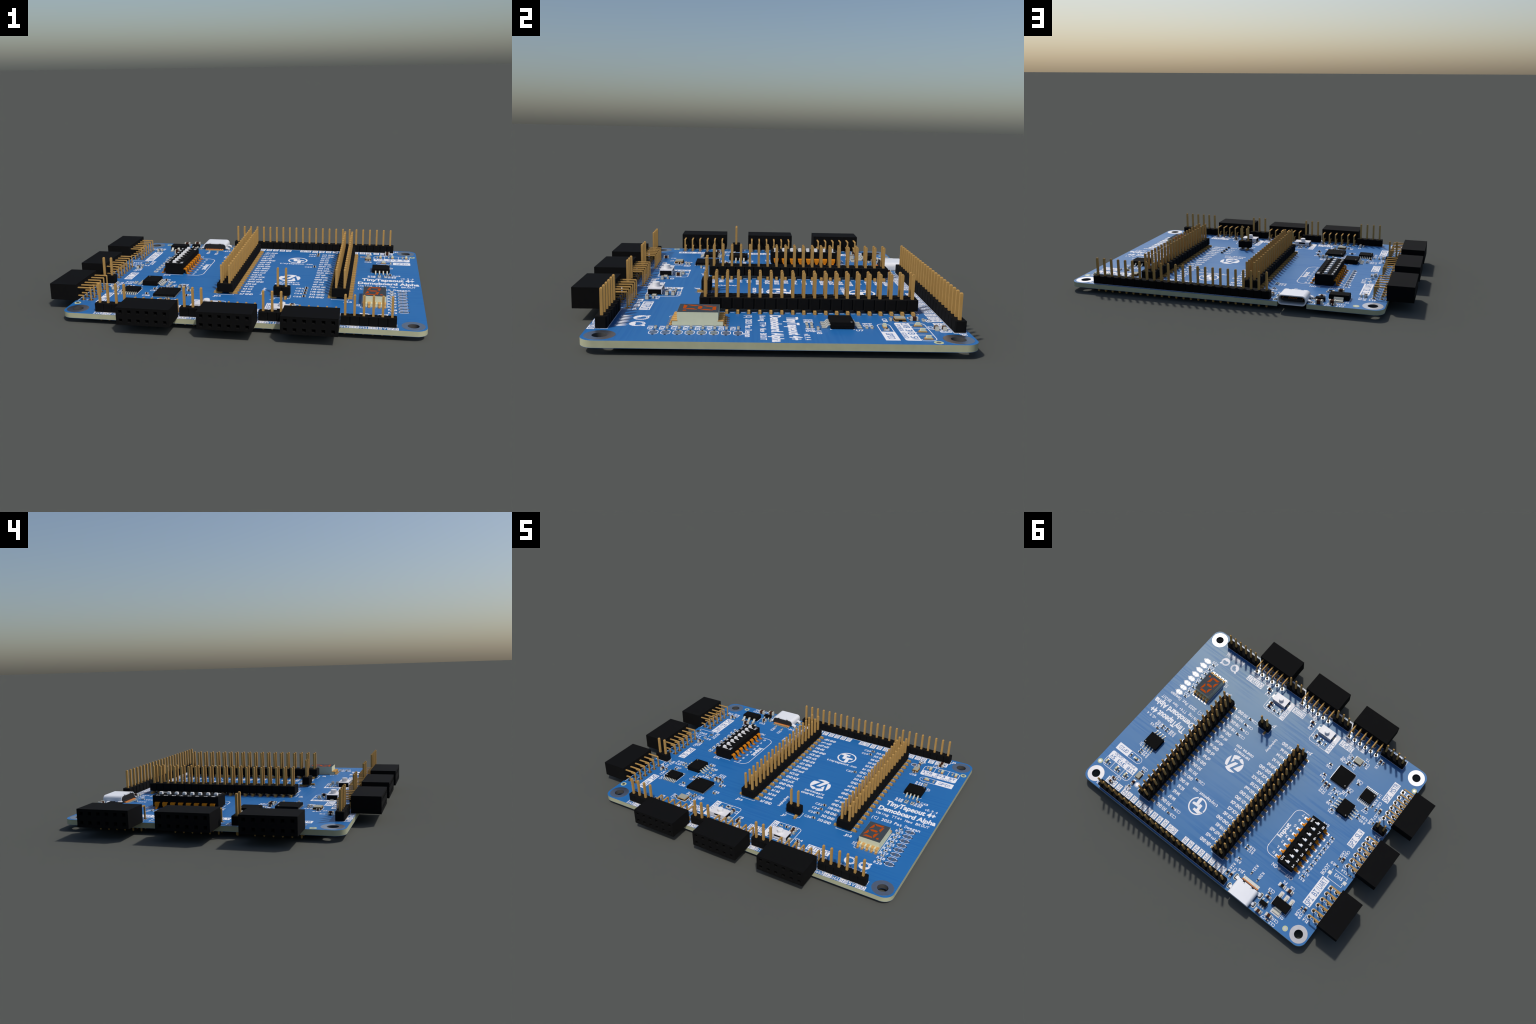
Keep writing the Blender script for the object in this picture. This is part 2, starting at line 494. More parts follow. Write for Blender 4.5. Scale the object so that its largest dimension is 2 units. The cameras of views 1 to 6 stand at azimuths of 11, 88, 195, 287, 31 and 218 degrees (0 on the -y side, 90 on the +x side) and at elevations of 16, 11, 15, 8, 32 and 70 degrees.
# ---------------------------------------------------------------- surface-mount headers
def smd_pin_mesh(reach):
    b = Builder()
    b.sweep([(reach, 0.30), (0.3, 0.30), (0.0, 0.60), (0, 9.03), (0, 9.25)], [0.6, 0.64, 0.64, 0.64, 0.36], 0.64, M_GOLD)
    return b.mesh("pin")
smd_me = smd_pin_mesh(2.45)
for cx, y0 in smd_headers:
    b = Builder()
    b.prism([(cx + p[0], y0 + p[1]) for p in notched_body(20, 2 * PITCH, True)], 0.79, 3.32, M_BLACK)
    hd = b.obj("surface_mount_header", None, (cx, y0, 0))
    for i in range(20):
        y = y0 + i * SMD_PITCH
        for s in (-1, 1):
            place(smd_me, "pin", hd, (cx + s * 1.27, y, 0), 0 if s > 0 else math.pi)
            pads.box(cx + s * 2.53, y, -0.02, PZ, 3.15, 1.0, M_PAD)
        if i < 19:
            for s in (-1, 1):
                stroke([(cx + s * 2.62, y + 0.80), (cx + s * 2.62, y + 1.74)], 0.12)
    for e, yy in ((-1, y0 - 1.42), (1, y0 + 19 * PITCH + 1.42)):
        stroke([(cx - 2.62, yy - e * 0.6), (cx - 2.62, yy), (cx + 2.62, yy), (cx + 2.62, yy - e * 0.6)], 0.13)
jx, jy = 12.53, -14.12
b = Builder()
b.prism([(jx + p[0], jy + p[1]) for p in notched_body(2, PITCH)], 0.79, 3.32, M_BLACK)
hd = b.obj("surface_mount_header", None, (jx, jy, 0))
j_me = smd_pin_mesh(2.4)
place(j_me, "pin", hd, (jx, jy, 0), math.pi / 2)
place(j_me, "pin", hd, (jx + PITCH, jy, 0), -math.pi / 2)
pads.box(jx, jy + 1.65, -0.02, PZ, 1.0, 2.5, M_PAD)
pads.box(jx + PITCH, jy - 1.65, -0.02, PZ, 1.0, 2.5, M_PAD)
stroke([(jx + 0.7, jy + 1.36), (jx + 3.87, jy + 1.36), (jx + 3.87, jy - 1.36), (jx + 3.2, jy - 1.36), (jx + 3.2, jy - 2.2)], 0.13)
stroke([(jx + 1.85, jy - 1.36), (jx - 1.33, jy - 1.36), (jx - 1.33, jy + 1.36), (jx - 0.7, jy + 1.36)], 0.13)

# ---------------------------------------------------------------- chip parts
def passive(kind, size):
    """two-terminal chip in its own frame, long axis along x"""
    L, Wd, H, t = {"0402": (1.0, 0.5, 0.35, 0.25), "0603": (1.6, 0.8, 0.45, 0.35), "0805": (2.0, 1.25, 0.5, 0.42)}[size]
    if kind == 'C':
        H = {"0402": 0.5, "0603": 0.8, "0805": 1.25}[size]
    b = Builder()
    body = M_BROWN if kind == 'C' else M_RES
    if kind == 'C':
        b.box(0, 0, PZ, PZ + H - 0.02, L - 2 * t, Wd - 0.04, body)
    else:
        b.box(0, 0, PZ, PZ + H - 0.04, L - 2 * t, Wd - 0.02, M_WHITE, body)
    for s in (-1, 1):
        b.box(s * (L / 2 - t / 2), 0, PZ - 0.01, PZ + H, t, Wd, M_TIN)
    return b.mesh("chip_capacitor" if kind == 'C' else "chip_resistor")
cache = {}
PADS = {"0402": (0.48, 0.56, 0.62), "0603": (0.80, 0.8, 0.95), "0805": (1.0, 1.0, 1.45)}
parts = [  # kind, size, axis, x, y
    ('C', '0402', 'h', 20.47, -5.42), ('C', '0402', 'h', 20.47, -7.98), ('C', '0402', 'h', 20.48, -10.50),
    ('C', '0402', 'h', 20.48, -13.46), ('C', '0402', 'h', 20.65, 18.53), ('C', '0402', 'h', 20.58, 32.60), ('C', '0402', 'h', 20.58, 35.08),
    ('R', '0402', 'h', 43.2, 9.60), ('R', '0402', 'h', 43.2, 10.66), ('R', '0402', 'h', 45.3, 9.62), ('R', '0402', 'h', 45.28, 10.60),
    ('C', '0402', 'h', 46.72, 11.79), ('R', '0402', 'h', 45.26, 22.47), ('R', '0402', 'h', 45.26, 23.58),
    ('R', '0402', 'v', 47.05, 26.50), ('R', '0402', 'v', 51.35, 34.35), ('R', '0402', 'v', 46.40, 34.35), ('R', '0402', 'v', 42.27, 34.38),
    ('C', '0603', 'h', 45.85, 37.47), ('C', '0603', 'h', 45.92, 39.18), ('C', '0402', 'h', 39.05, 28.87), ('C', '0603', 'v', 39.0, 34.28),
    ('R', '0402', 'h', 39.15, 36.29), ('R', '0603', 'v', -10.98, 38.66), ('C', '0603', 'v', -12.52, 38.60), ('R', '0402', 'h', -11.2, 32.03), ('R', '0402', 'h', -10.85, 27.6), ('R', '0402', 'h', -10.85, 26.5),
    ('R', '0402', 'v', -18.05, 33.44), ('R', '0402', 'v', -21.37, 34.24), ('R', '0805', 'h', -29.60, 30.40), ('C', '0805', 'h', -33.0, 30.40),
    ('C', '0402', 'h', -27.63, 35.22), ('C', '0603', 'h', -28.05, 36.58), ('C', '0805', 'h', -28.35, 42.70), ('C', '0805', 'h', -32.30, 41.70),
    ('C', '0402', 'h', -32.68, 43.25), ('C', '0402', 'v', -39.80, 32.39), ('C', '0603', 'v', -41.10, 32.20), ('C', '0402', 'v', -39.89, 9.62),
    ('C', '0603', 'v', -41.15, 9.25), ('R', '0402', 'h', -40.75, 12.50), ('R', '0402', 'h', -46.73, 12.55), ('C', '0402', 'v', -39.6, -13.52),
    ('C', '0603', 'v', -41.08, -13.90), ('R', '0402', 'v', -37.77, -13.75), ('R', '0402', 'v', -41.70, -8.57), ('R', '0402', 'h', -35.98, -8.01),
    ('R', '0402', 'h', -35.95, -6.73), ('C', '0402', 'h', -36.6, -11.62), ('C', '0402', 'v', -20.57, -24.88), ('C', '0402', 'h', -20.85, -22.78),
    ('C', '0402', 'h', -20.57, -21.83), ('R', '0402', 'v', -22.36, -22.48), ('C', '0402', 'v', -25.86, -25.73), ('C', '0603', 'v', -29.90, -30.15),
    ('C', '0402', 'v', -31.2, -30.28), ('C', '0402', 'h', -15.60, -17.78), ('C', '0402', 'h', -16.15, -13.08), ('C', '0402', 'v', -17.15, -10.65),
    ('C', '0603', 'v', -18.60, -10.15), ('C', '0603', 'v', -20.05, -10.12), ('C', '0402', 'v', -22.44, -10.48), ('R', '0402', 'h', -24.33, -9.32),
    ('R', '0402', 'h', -24.30, -7.57), ('R', '0402', 'h', -24.40, -5.86), ('C', '0402', 'h', -26.62, -3.55), ('C', '0402', 'h', -27.5, -12.89),
    ('C', '0402', 'h', -28.58, -17.77), ('C', '0603', 'h', 0.25, -27.42), ('C', '0402', 'h', -0.14, -25.96), ('C', '0603', 'v', -4.16, -23.45),
    ('R', '0402', 'h', -6.72, -23.85), ('R', '0603', 'h', -6.70, -22.36), ('R', '0402', 'v', -8.95, -23.0), ('C', '0603', 'h', 22.45, -28.27),
    ('C', '0402', 'h', 21.92, -26.85), ('C', '0603', 'h', 18.13, -23.95), ('C', '0603', 'h', 18.05, -22.38), ('C', '0402', 'h', 15.42, -22.16),
    ('R', '0402', 'h', 13.40, -22.20), ('R', '0402', 'v', 12.88, -23.85)]
parts += [('R', '0402', 'h', 47.1, y) for x, y in jumpers]
DIPY = [5.14 + k * 2.545 for k in range(8)]
parts += [('R', '0402', 'h', -33.37, y) for y in DIPY]
for k, size, ax, x, y in parts:
    if (k, size) not in cache:
        cache[(k, size)] = passive(k, size)
    me = cache[(k, size)]
    place(me, me.name.split(".")[0], None, (x, y, 0), 0 if ax == 'h' else math.pi / 2)
    o, pl, pw = PADS[size]
    for s in (-1, 1):
        if ax == 'h':
            pads.box(x + s * o, y, -0.02, PZ, pl, pw, M_PAD)
        else:
            pads.box(x, y + s * o, -0.02, PZ, pw, pl, M_PAD)

def led(ax, x, y, cathode):
    """small lamp: cream lens on an amber footed base"""
    b = Builder()
    b.box(0, 0, PZ, 0.30, 1.6, 0.8, M_AMBER)
    b.frustum(0, 0, 0.30, 0.80, 1.15, 0.8, 0.9, 0.66, M_LED)
    b.box(cathode * 0.62, 0, 0.29, 0.34, 0.32, 0.78, M_TIN)
    b2 = b.mesh("indicator_lamp")
    place(b2, "indicator_lamp", None, (x, y, 0), 0 if ax == 'h' else math.pi / 2)
    for s in (-1, 1):
        if ax == 'h': pads.box(x + s * 0.8, y, -0.02, PZ, 0.8, 0.95, M_PAD)
        else: pads.box(x, y + s * 0.8, -0.02, PZ, 0.95, 0.8, M_PAD)
    d = 1.55 * (-1)
    silk.disc(x + (d if ax == 'h' else 0.35), y + (0 if ax == 'h' else d + 0.1), 0.17, -0.01, SZ, M_SILK, 10)
led('h', 44.5, 26.5, 1)
for x in (52.7, 47.75, 43.45):
    led('v', x, 34.05, 1)

# ---------------------------------------------------------------- integrated circuits
def chip(cx, cy, sx, sy, z0, z1, dot, draft=0.12):
    b = Builder()
    zm = z0 + (z1 - z0) * 0.5
    b.frustum(cx, cy, z0, zm, sx - draft, sy - draft, sx, sy, M_CHIP)
    b.frustum(cx, cy, zm, z1, sx, sy, sx - draft, sy - draft, M_CHIP)
    b.disc(cx + dot[0], cy + dot[1], dot[2], z1 - 0.05, z1 + 0.01, M_DOT, 16)
    return b.obj("integrated_circuit", None, (cx, cy, 0))

def gull(parent, rows, zl, reach, w, t, pad_len, name="leads", mat=None, foot=None):
    """rows: (x, y, dx, dy) where each lead leaves the body, all joined"""
    b = Builder()
    f = foot if foot is not None else reach * 0.5
    for x, y, dx, dy in rows:
        b.sweep([(-0.1, zl), (reach * 0.22, zl), (reach - f, PZ + t * 0.6), (reach, PZ + t * 0.6)], [w] * 4, t, mat or M_TIN, (x, y), (dx, dy))
        px, py = x + dx * (reach - f * 0.4), y + dy * (reach - f * 0.4)
        pads.box(px, py, -0.02, PZ, pad_len if dx else w + 0.18, pad_len if dy else w + 0.18, M_PAD)
    o = b.obj(name, parent, (rows[0][0], rows[0][1], 0))
    o["kind"] = "stuff"
    return o

# memory chip on the right
c7 = chip(43.65, 17.05, 5.95, 5.15, 0.1, 1.5, (2.45, 1.95, 0.22))
gull(c7, [(41.92 + 1.28 * i, 17.05 + s * 2.55, 0, s) for i in range(4) for s in (-1, 1)], 0.75, 1.75, 0.42, 0.2, 1.2)
# memory chip on the left
c5 = chip(-30.33, -6.78, 4.95, 5.95, 0.1, 1.6, (-1.75, 2.35, 0.22))
gull(c5, [(-30.33 + s * 2.45, -8.82 + 1.265 * i, s, 0) for i in range(4) for s in (-1, 1)], 0.78, 1.85, 0.42, 0.2, 1.2)
# logic chip
c4 = chip(-34.25, -15.86, 4.95, 4.4, 0.1, 1.1, (-1.9, -1.5, 0.25))
gull(c4, [(-34.25 + (i - 3.5) * 0.665, -15.86 + s * 2.18, 0, s) for i in range(8) for s in (-1, 1)], 0.55, 1.15, 0.26, 0.14, 0.9)
# main controller: leadless square package with a fringe of contacts
c6 = chip(-22.37, -16.32, 6.95, 6.95, 0.04, 0.9, (-2.7, 2.55, 0.25), 0.02)
b = Builder()
for i in range(14):
    t = (i - 6.5) * 0.44
    for s in (-1, 1):
        b.box(-22.37 + t, -16.32 + s * 3.38, PZ, 0.20, 0.16, 0.25, M_XTAL)
        b.box(-22.37 + s * 3.38, -16.32 + t, PZ, 0.20, 0.25, 0.16, M_XTAL)
        pads.box(-22.37 + t, -16.32 + s * 3.5, -0.02, PZ, 0.22, 0.75, M_PAD)
        pads.box(-22.37 + s * 3.5, -16.32 + t, -0.02, PZ, 0.75, 0.22, M_PAD)
o = b.obj("leads", c6, (-22.37, -16.32, 0)); o["kind"] = "stuff"
# regulator with tab
c2 = Builder()
c2.frustum(-33.62, 36.08, 0.08, 0.85, 6.4, 3.4, 6.5, 3.5, M_CHIP)
c2.frustum(-33.62, 36.08, 0.85, 1.68, 6.5, 3.5, 6.3, 3.3, M_CHIP)
c2 = c2.obj("integrated_circuit", None, (-33.62, 36.08, 0))
gull(c2, [(-31.3, 34.34, 0, -1), (-33.62, 34.34, 0, -1), (-35.94, 34.34, 0, -1)], 0.9, 1.85, 0.75, 0.28, 2.0)
gull(c2, [(-33.62, 37.82, 0, 1)], 0.9, 1.85, 3.0, 0.28, 2.0, "tab")
for x in (-31.3, -33.62, -35.94):
    pads.box(x, 33.05, -0.02, PZ + 0.005, 1.5, 2.0, M_PAD)
pads.box(-33.62, 39.3, -0.02, PZ + 0.005, 3.9, 2.0, M_PAD)
# small five-lead part
cs = Builder()
cs.box(-28.15, 39.52, 0.1, 1.1, 2.9, 1.6, M_CHIP)
cs = cs.obj("integrated_circuit", None, (-28.15, 39.52, 0))
gull(cs, [(-27.2, 38.74, 0, -1), (-29.1, 38.74, 0, -1)] + [(-28.15 + k * 0.95, 40.30, 0, 1) for k in (-1, 0, 1)], 0.55, 0.68, 0.42, 0.18, 0.9)

def crystal(cx, cy, sx, sy):
    b = Builder()
    b.box(cx, cy, PZ, 0.45, sx, sy, M_BLACK)
    b.box(cx, cy, 0.45, 0.62, sx - 0.1, sy - 0.1, M_AMBER)
    b.box(cx, cy, 0.62, 0.80, sx - 0.25, sy - 0.25, M_XTAL)
    for a in (-1, 1):
        for c in (-1, 1):
            b.box(cx + a * (sx / 2 - 0.45), cy + c * (sy / 2 - 0.4), PZ - 0.005, 0.16, 0.94, 0.84, M_AMBER)
            pads.box(cx + a * (sx / 2 - 0.4), cy + c * (sy / 2 - 0.3), -0.02, PZ, 1.15, 1.0, M_PAD)
    b.obj("crystal", None, (cx, cy, 0))
crystal(-23.25, -25.2, 3.2, 2.5)
crystal(39.0, 30.95, 2.0, 2.5)

# ---------------------------------------------------------------- seven-segment display
b = Builder()
dx, dy = 41.9, -14.02
b.box(dx, dy, 0.02, 0.95, 6.78, 10.9, M_CREAM)
b.box(dx, dy, 0.95, 2.96, 6.78, 8.84, M_CREAM)
disp = b.obj("digit_display", None, (dx, dy, 0))
b = Builder()
b.box(dx, dy, 2.955, 2.985, 6.74, 8.8, M_FACE)
b.obj("display_face", disp, (dx, dy, 0))
b = Builder()
zf0, zf1 = 2.98, 3.0
for seg in (
        [(40.31, -10.25), (43.40, -10.20), (43.12, -11.02), (41.10, -11.00)],              # top bar
        [(43.72, -10.70), (43.38, -13.60), (42.68, -12.72), (42.92, -11.65)],
        [(40.22, -10.55), (40.72, -11.42), (40.66, -12.20), (39.60, -13.40)],
        [(40.12, -13.80), (40.57, -13.33), (42.05, -13.25), (42.68, -13.65), (42.42, -14.20), (40.80, -14.22)],   # middle bar
        [(39.66, -13.93), (40.25, -14.86), (40.12, -15.65), (39.08, -16.72)],
        [(43.26, -14.25), (42.22, -15.15), (42.12, -16.32), (42.76, -17.22)],
        [(39.26, -17.48), (40.02, -16.62), (41.98, -16.80), (42.48, -17.42)]):             # bottom bar
    b.prism(seg, zf0, zf1, M_SEG)
b.disc(43.88, -16.96, 0.42, zf0, zf1, M_SEG, 20)
b.obj("display_segments", disp, (dx, dy, 0))
b = Builder()
for i in range(5):
    for s in (-1, 1):
        x = dx + (i - 2) * 1.5
        b.sweep([(4.3, 1.08), (5.52, 1.08), (5.62, 0.98), (5.62, 0.30), (5.75, 0.14), (6.15, 0.14)], [0.85, 0.85, 0.7, 0.6, 0.6, 0.6], 0.2, M_AMBER, (x, dy), (0, s))
        pads.box(x, dy + s * 6.1, -0.02, PZ, 0.95, 1.15, M_PAD)
o = b.obj("leads", disp, (dx, dy, 0)); o["kind"] = "stuff"
stroke([(dx + 3.75, dy - 5.6), (dx + 3.75, dy + 5.6)], 0.15)
stroke([(dx + 3.75, dy - 5.6), (dx + 3.4, dy - 5.6)], 0.15)
stroke([(dx - 3.75, dy + 5.6), (dx - 3.75, dy - 5.4)], 0.12)
stroke([(dx - 3.1, dy - 6.75), (dx - 3.8, dy - 6.75), (dx - 4.1, dy - 6.2), (dx - 4.0, dy - 5.5)], 0.13)
for i in range(4):
    stroke([(dx + (i - 1.5) * 1.5 - 0.2, dy - 5.6), (dx + (i - 1.5) * 1.5 + 0.2, dy - 5.6)], 0.13)

# ---------------------------------------------------------------- slide-switch bank
b = Builder()
sx0, sx1, sy0, sy1 = -29.25, -23.02, 3.5, 24.62
cxs = (sx0 + sx1) / 2
b.box(cxs, (sy0 + sy1) / 2, 0.35, 3.45, sx1 - sx0, sy1 - sy0, M_BLACK)
# lid with a sunk window for each slider
ux0, ux1 = -27.0, -24.45
edges = [sy0] + [v for y in DIPY for v in (y - 0.62, y + 0.62)] + [sy1]
for i in range(0, len(edges), 2):
    b.box((ux0 + ux1) / 2, (edges[i] + edges[i + 1]) / 2, 3.44, 3.82, ux1 - ux0, edges[i + 1] - edges[i], M_BLACK)
b.box((sx0 + ux0) / 2, (sy0 + sy1) / 2, 3.44, 3.82, ux0 - sx0, sy1 - sy0, M_BLACK)
b.box((sx1 + ux1) / 2, (sy0 + sy1) / 2, 3.44, 3.82, sx1 - ux1, sy1 - sy0, M_BLACK)
dip = b.obj("switch_bank", None, (cxs, 14.06, 0))
kb = Builder()
kb.box(0, 0, 3.3, 3.9, 1.08, 1.04, M_KNOB)
kb.frustum(0, 0, 3.9, 4.5, 1.08, 1.04, 0.88, 0.86, M_KNOB)
kb.box(0.85, 0, 3.3, 3.62, 0.85, 0.40, M_KNOB)
km = kb.mesh("slider")
for y in DIPY:
    place(km, "slider", dip, (-26.4, y, 0))
lb = Builder()
lb.sweep([(-0.2, 1.75), (0.50, 1.75), (0.78, 1.55), (0.86, 1.0), (0.88, 0.66), (0.92, 0.34), (1.12, 0.16), (1.80, 0.16)],
         [1.5, 1.5, 1.45, 1.35, 1.0, 0.62, 0.55, 0.55], 0.25, M_ORANGE)
lm = lb.mesh("switch_lead")
for y in DIPY:
    place(lm, "switch_lead", dip, (sx1, y, 0), 0)
    place(lm, "switch_lead", dip, (sx0, y, 0), math.pi)
    pads.box(-21.6, y, -0.02, PZ, 2.1, 1.05, M_PAD)
    pads.box(-30.65, y, -0.02, PZ, 2.1, 1.05, M_PAD)
    stroke([(-29.42, y + 0.85), (-29.42, y + 1.7)], 0.12)
stroke([(sx1, sy1 + 0.1), (sx1, sy1 + 0.15), (sx0 - 0.15, sy1 + 0.15), (sx0 - 0.15, sy1 - 0.6)], 0.13)
stroke([(sx1, sy0 - 0.15), (sx0 - 0.15, sy0 - 0.15), (sx0 - 0.15, sy0 + 0.5)], 0.13)
stroke([(-21.45, 3.55), (-19.0, 3.55)] + arc(-18.9, 6.15, 2.6, -90, 0, 8) + [(-16.3, 21.4)] + arc(-18.9, 21.4, 2.6, 0, 90, 8) + [(-21.45, 24.05)], 0.2)

# ---------------------------------------------------------------- push buttons
def button(cx, cy):
    b = Builder()
    b.box(cx, cy, 0.05, 1.40, 5.7, 3.35, M_BLACK)
    bt = b.obj("push_button", None, (cx, cy, 0))
    b = Builder()
    b.box(cx, cy, 1.40, 1.56, 6.0, 3.55, M_PLATE)
    for s in (-1, 1):
        for e in (-1, 1):
            b.box(cx + e * 2.15, cy + s * 1.73, 0.15, 1.42, 1.7, 0.14, M_PLATE)
        b.box(cx, cy + s * 1.73, 0.15, 0.75, 2.8, 0.14, M_PLATE)
    b.obj("button_cover", bt, (cx, cy, 0))
    b = Builder()
    b.disc(cx, cy, 0.95, 1.55, 2.62, M_KNOB, 32)
    b.disc(cx, cy, 0.85, 2.6, 2.68, M_KNOB, 32)
    b.obj("button_plunger", bt, (cx, cy, 0), True)
    b = Builder()
    for s in (-1, 1):
        b.box(cx + s * 3.2, cy, PZ, 0.22, 0.9, 1.0, M_TIN)
        pads.box(cx + s * 3.65, cy, -0.02, PZ, 1.1, 1.5, M_LIME)
        pads.box(cx + s * 3.65, cy, -0.02, PZ + 0.01, 1.0, 1.4, M_PAD)
    o = b.obj("leads", bt, (cx, cy, 0)); o["kind"] = "stuff"
    stroke([(cx - 3.05, cy + 1.95), (cx + 3.05, cy + 1.95)], 0.13)
    stroke([(cx - 3.05, cy - 1.95), (cx + 3.05, cy - 1.95)], 0.13)
button(-6.75, -27.0)
button(15.72, -27.0)

# ---------------------------------------------------------------- usb-c receptacle (sunk into the edge)
def shell_loop(inset, n=8):
    return rrect(USBX - 4.5 + inset, -0.86 + inset, USBX + 4.5 - inset, 2.32 - inset, 1.25 - inset * 0.6, n)
b = Builder()
yf, yb, yn = 44.12, 37.75, 38.65      # mouth, rear, depth of the rear notches
out, inn = shell_loop(0), shell_loop(0.32)
n = len(out)
top_seg = next(i for i in range(n) if out[i][1] > 2.3 and out[(i + 1) % n][1] > 2.3 and abs(out[i][0] - out[(i + 1) % n][0]) > 3)
for ya, yc, skip in ((yf, yn, None), (yn, yb, top_seg)):
    vs = [(x, y, z) for y in (ya, yc) for lp in (out, inn) for x, z in lp]
    f = []
    for i in range(n):
        j = (i + 1) % n
        if i == skip:
            f += [[i, n + i, 3 * n + i, 2 * n + i], [j, 2 * n + j, 3 * n + j, n + j]]
            continue
        f += [[i, j, 2 * n + j, 2 * n + i], [n + i, 3 * n + i, 3 * n + j, n + j]]
        if ya == yf: f.append([i, n + i, n + j, j])
        if yc == yb: f.append([2 * n + i, 2 * n + j, 3 * n + j, 3 * n + i])
    if skip is None:
        i, j = top_seg, (top_seg + 1) % n
        f.append([2 * n + i, 2 * n + j, 3 * n + j, 3 * n + i])
    b.add(vs, f, M_WHITE)
b.box(USBX, (yb + yn) / 2 + 0.05, 2.0, 2.315, 3.0, yn - yb, M_WHITE)
for sgn in (-1, 1):
    b.box(USBX + sgn * 2.85, (yb + yn) / 2 + 0.05, 2.0, 2.315, 0.85, yn - yb, M_WHITE)
    b.box(USBX + sgn * 1.9, yn - 0.2, 2.0, 2.315, 1.0, 0.55, M_WHITE)
usb = b.obj("usb_receptacle", None, (USBX, 41, 0), True)
b = Builder()
for s in (-1, 1):
    for y in (38.05, 42.02):
        w = 1.25 if y < 40 else 1.1
        b.sweep([(4.2, 0.55), (4.75, 0.55), (5.35, 0.42), (5.62, 0.1), (5.62, -1.3)], [w, w, w, w, w * 0.8], 0.28, M_WHITE, (USBX, y), (s, 0))
b.obj("shell_legs", usb, (USBX, 40, 0))
b = Builder()
core = shell_loop(0.28)
vs = [(x, y, z) for y in (yb - 0.12, yb + 3.4) for x, z in core]
f = [list(range(n)), list(range(n, 2 * n))[::-1]] + [[i, (i + 1) % n, n + (i + 1) % n, n + i] for i in range(n)]
b.add(vs, f, M_DARK)
b.box(USBX, yb - 0.05, 0.02, 0.75, 8.6, 0.7, M_DARK)
b.box(USBX, yb + 3.6, 0.45, 1.05, 6.7, 4.2, M_DARK)      # tongue
b.obj("insulator", usb, (USBX, 40, 0))
b = Builder()
xs = [-3.2, -2.4] + [-1.75 + 0.5 * k for k in range(8)] + [2.4, 3.2]
for k, x in enumerate(xs):
    w = 0.5 if abs(x) > 2 else 0.3
    b.box(USBX + x, yb - 0.62, PZ, 0.22, w, 0.75, M_COPPER)
    pads.box(USBX + x, 36.35, -0.02, PZ + 0.01, w + 0.08, 1.2, M_PAD)
    if 2 < k < 9 or k in (0, 11):
        b.box(USBX + x * 0.98, yb + 3.9, 1.04, 1.09, 0.25, 3.2, M_COPPER)
pads.box(USBX, 36.35, -0.02, PZ, 7.1, 1.3, M_LIME)
o = b.obj("contacts", usb, (USBX, 40, 0)); o["kind"] = "stuff"

def settle(b):
    b.v = [(x, y, z + BZ if z > -1 else z + TH + BB) for x, y, z in b.v]
    return b
settle(pads).obj("solder_pads", board)["kind"] = "stuff"

# ---------------------------------------------------------------- lettering
fonts = {}
def glyphs(text, bold):
    """outline of a string in the built-in face, unit size, as (verts, faces)"""
    key = (text, bold)
    if key not in fonts:
        cu = bpy.data.curves.new("lettering", 'FONT')
        cu.body = text
        cu.size = 1.0
        cu.offset = bold
        cu.resolution_u = 3
        ob = bpy.data.objects.new("lettering", cu)
        me = ob.to_mesh()
        vs = [(v.co.x, v.co.y) for v in me.vertices]
        fs = [list(p.vertices) for p in me.polygons]
        ob.to_mesh_clear()
        bpy.data.objects.remove(ob)
        bpy.data.curves.remove(cu)
        fonts[key] = (vs, fs)
    return fonts[key]
capv, _ = glyphs("H", 0.0)
CAP = max(v[1] for v in capv) - min(v[1] for v in capv)

def slab_glyph(ch, t):
    """narrow characters of a fixed-width face, with slab serifs"""
    H, c, t = CAP, 0.25, 0.085 + t
    l, r = c - t / 2, c + t / 2
    base = [(0.03, 0), (0.47, 0), (0.47, t), (r, t)]
    if ch == '1':
        return [base + [(r, H), (l, H), (0.05, H - 0.13), (0.05, H - 0.13 - t * 1.2), (l, H - t * 1.3), (l, t), (0.03, t)]]
    return [base + [(r, H - t), (0.47, H - t), (0.47, H), (0.03, H), (0.03, H - t), (l, H - t), (l, t), (0.03, t)]]

def fixed_width(text, bold):
    """string laid out in equal cells of width 0.6"""
    vs, fs = [], []
    for k, ch in enumerate(text):
        if ch == ' ':
            continue
        if ch in '1I':
            gv, gf = [], []
            for p in slab_glyph(ch, bold * 2):
                gf.append([len(gv) + i for i in range(len(p))])
                gv += p
        else:
            gv, gf = glyphs(ch, bold)
        x0, x1 = min(v[0] for v in gv), max(v[0] for v in gv)
        w = (x1 - x0) if ch in '.+()-/il' else 0.53
        q = w / (x1 - x0)
        o = len(vs)
        vs += [(0.6 * k + 0.3 + ((v[0] - x0) * q - w / 2), v[1]) for v in gv]
        fs += [[i + o for i in f] for f in gf]
    return vs, fs

